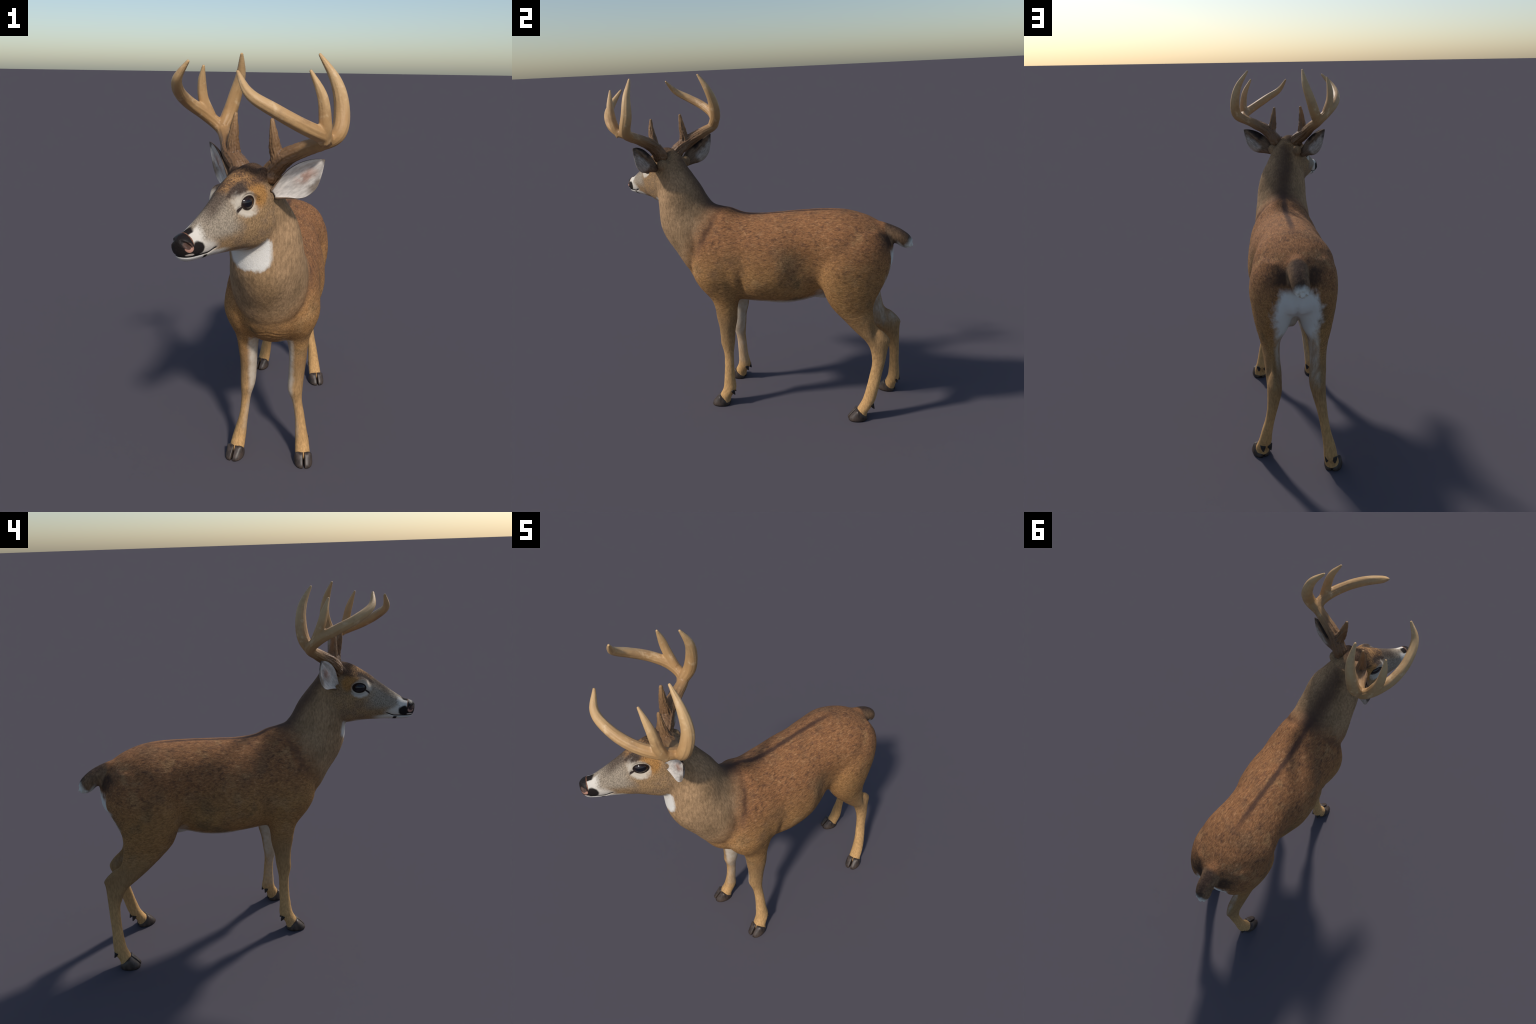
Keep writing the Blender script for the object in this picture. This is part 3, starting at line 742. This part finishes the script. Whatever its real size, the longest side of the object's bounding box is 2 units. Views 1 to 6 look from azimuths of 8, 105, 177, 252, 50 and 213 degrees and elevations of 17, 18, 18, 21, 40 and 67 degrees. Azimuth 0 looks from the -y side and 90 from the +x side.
# ================================================================== ears
def ear(base, tip, facing, flip):
    """leaf-shaped cup; local x = base to tip, y = across (up), z = into the cup"""
    base, tip = np.asarray(base), np.asarray(tip)
    ex = tip - base; L = np.linalg.norm(ex); ex /= L
    ez = np.asarray(facing, float); ez -= ex*(ez @ ex); ez /= np.linalg.norm(ez)
    ey = np.cross(ez, ex) * flip
    up = curve([(-.25, .012), (0, .030), (.3, .045), (.6, .040), (.85, .022), (1, .003)])
    dn = curve([(-.25, .012), (0, .044), (.13, .064), (.32, .077), (.57, .070), (.82, .036), (1, .003)])
    deep = curve([(-.25, .014), (0, .012), (.3, .010), (.6, .008), (.85, .005), (1, .001)])
    open_a = curve([(-.25, 1.6), (0, 1.5), (.2, 1.35), (.45, 1.2), (.8, 0.85), (1, 0.6)])
    ns, na = 46, 30; grid = []
    for i in range(ns):
        s = -0.25 + 1.25*i/(ns-1); A = open_a(s); row = []
        for j in range(na+1):
            t = -1 + 2*j/na; th = A*t
            h = up(s) if t > 0 else dn(s)
            R = h / (math.sin(A) if A < math.pi/2 else 1.0)
            yy = R*math.sin(th)
            zz = deep(s) * ((1-math.cos(th)) / (1-math.cos(A)) - 1.0)
            wav = 0.0045*math.cos(2.6*math.pi*t + 1.2*s)*math.sin(math.pi*max(0, s))
            row.append((s*L, yy, zz + wav*(1-t*t)))
        grid.append(row)
    G = np.array(grid)
    # outer shell = the same sheet pushed backwards along its normal
    du = np.gradient(G, axis=0); dv = np.gradient(G, axis=1)
    n = np.cross(du, dv); n /= np.linalg.norm(n, axis=2)[:, :, None].clip(1e-9)
    tt = np.array([-1 + 2*j/na for j in range(na+1)])
    th = (0.004 + 0.017*(1-np.abs(tt)**2.5))[None, :]*(1-0.85*np.linspace(0, 1, ns)**3)[:, None]
    O = G - n*th[:, :, None]*1.0
    Vs = np.vstack([G.reshape(-1, 3), O.reshape(-1, 3)]); m = na+1; off = ns*m
    faces = []; mats = []
    for i in range(ns-1):
        for j in range(na):
            a, b, c, d = i*m+j, i*m+j+1, (i+1)*m+j+1, (i+1)*m+j
            faces.append((a, d, c, b)); mats.append(0)
            faces.append((off+a, off+b, off+c, off+d)); mats.append(1)
    for i in range(ns-1):
        for j in (0, na):
            a, d = i*m+j, (i+1)*m+j
            faces.append((a, off+a, off+d, d)); mats.append(1)
    for j in range(na):
        for i in (0, ns-1):
            a, b = i*m+j, i*m+j+1
            faces.append((a, b, off+b, off+a)); mats.append(1)
    if flip < 0:
        faces = [f[::-1] for f in faces]
    M = Matrix.Identity(4)
    me = bpy.data.meshes.new('ear'); me.from_pydata([tuple(p) for p in Vs], [], faces); me.update()
    bm = bmesh.new(); bm.from_mesh(me); bmesh.ops.recalc_face_normals(bm, faces=bm.faces); bm.to_mesh(me); bm.free()
    me.materials.append(EAR_IN); me.materials.append(EAR_OUT)
    me.polygons.foreach_set('material_index', mats); me.polygons.foreach_set('use_smooth', [True]*len(faces))
    ob = bpy.data.objects.new('ear', me); bpy.context.scene.collection.objects.link(ob)
    R3 = np.column_stack([ex, ey, ez])
    if np.linalg.det(R3) < 0:                        # keep a proper rotation: mirror the mesh instead
        R3[:, 2] *= -1
        for v in me.vertices: v.co.z *= -1
        bm = bmesh.new(); bm.from_mesh(me); bmesh.ops.recalc_face_normals(bm, faces=bm.faces); bm.to_mesh(me); bm.free()
    M = Matrix([list(R3[i]) + [base[i]] for i in range(3)] + [[0, 0, 0, 1]])
    ob.parent = head; ob.matrix_world = M
    return ob


ear(H(0.475, 0.148, 1.500), (0.265, -0.624, 1.615), (-0.20, -0.97, 0.0), 1)
ear(H(0.475, -0.148, 1.500), (-0.240, -0.340, 1.635), (-0.87, -0.42, 0.0), -1)

# ================================================================== eyes
bm = bmesh.new(); bmesh.ops.create_uvsphere(bm, u_segments=40, v_segments=24, radius=EYE_R)
eye_me = bpy.data.meshes.new('eye'); bm.to_mesh(eye_me); bm.free()
eye_me.polygons.foreach_set('use_smooth', [True]*len(eye_me.polygons)); eye_me.materials.append(EYE)
for sgn in (1, -1):
    e = bpy.data.objects.new('eye', eye_me); bpy.context.scene.collection.objects.link(e)
    zax = HL*sgn; xax = HF; yax = np.cross(zax, xax); p = H(0.604, sgn*0.063, 1.453)
    e.parent = head
    e.matrix_world = Matrix([[xax[i]*1.25, yax[i], zax[i], p[i]] for i in range(3)] + [[0, 0, 0, 1]])

# ================================================================== hooves and dewclaws
def hoof_mesh(side):
    """one claw of a cloven hoof: local -y is the toe, the flat inner wall is at x = 0"""
    rings = []
    LV = [(0.0, -0.058, 0.050, 0.045), (0.008, -0.060, 0.052, 0.047), (0.020, -0.052, 0.050, 0.046), (0.036, -0.038, 0.040, 0.044), (0.051, -0.023, 0.018, 0.041), (0.062, -0.013, -0.002, 0.036)]
    for z, y0, y1, wd in LV:
        ring = []
        for k in range(28):
            th = 2*math.pi*k/28; c, s_ = math.cos(th), math.sin(th)
            yy = (y0+y1)/2 + s_*(y1-y0)/2
            t = (1 - s_)/2                                   # 1 at the toe
            wx = wd*((0.16 + 0.84*c**0.8) if c > 0 else 0.16*(1 - abs(c)**0.45)) * (1 - 0.10*t**3)
            ring.append((side*(0.0012 + wx + 0.002*t*t), yy, z))
        rings.append(ring)
    s = Soup(); s.loft(rings)
    me = bpy.data.meshes.new('hoof'); me.from_pydata(s.v, [], s.f); me.update()
    bm = bmesh.new(); bm.from_mesh(me); bmesh.ops.recalc_face_normals(bm, faces=bm.faces)
    bm.to_mesh(me); bm.free()
    me.polygons.foreach_set('use_smooth', [True]*len(me.polygons)); me.materials.append(HOOF)
    return me


def claw_mesh():
    s = Soup(); rings = []
    for i in range(9):
        t = i/8; r = 0.0165*(1-t)**0.65 + 0.001
        rings.append([(math.cos(a)*r*1.0, math.sin(a)*r*0.8 + 0.008*t*t, -0.034*t + 0.010) for a in np.linspace(0, 2*math.pi, 16, endpoint=False)])
    s.loft(rings)
    me = bpy.data.meshes.new('dewclaw'); me.from_pydata(s.v, [], s.f); me.update()
    bm = bmesh.new(); bm.from_mesh(me); bmesh.ops.recalc_face_normals(bm, faces=bm.faces); bm.to_mesh(me); bm.free()
    me.polygons.foreach_set('use_smooth', [True]*len(me.polygons)); me.materials.append(CLAW)
    return me


HM = {1: hoof_mesh(1), -1: hoof_mesh(-1)}; CM = claw_mesh()
#        leg     hoof centre         toe turned by   dewclaw centre (x, y, z)
FEET = [(foreL, (0.212, -0.222), 0.16, (0.196, -0.132, 0.085)), (foreR, (-0.144, -0.222), -0.20, (-0.126, -0.130, 0.082)),
        (hindL, (0.229, 0.636), 0.30, (0.196, 0.728, 0.080)), (hindR, (-0.150, 0.780), -0.28, (-0.124, 0.858, 0.085))]
for leg_ob, (hx, hy), yaw, dc in FEET:
    Rz = Matrix.Rotation(yaw, 4, 'Z')
    for sd in (1, -1):
        h = bpy.data.objects.new('hoof', HM[sd]); bpy.context.scene.collection.objects.link(h); h.parent = leg_ob
        h.matrix_world = Matrix.Translation((hx, hy, 0.0)) @ Rz
        d = bpy.data.objects.new('dewclaw', CM); bpy.context.scene.collection.objects.link(d); d.parent = leg_ob
        off = Rz @ Vector((sd*0.0185, -0.017, 0.006))
        d.matrix_world = Matrix.Translation(Vector(dc) + off) @ Rz @ Matrix.Rotation(0.22, 4, 'X') @ Matrix.Rotation(sd*-0.15, 4, 'Y')

# drop the unfinished helper materials
for m in list(bpy.data.materials):
    if m.users == 0:
        bpy.data.materials.remove(m)
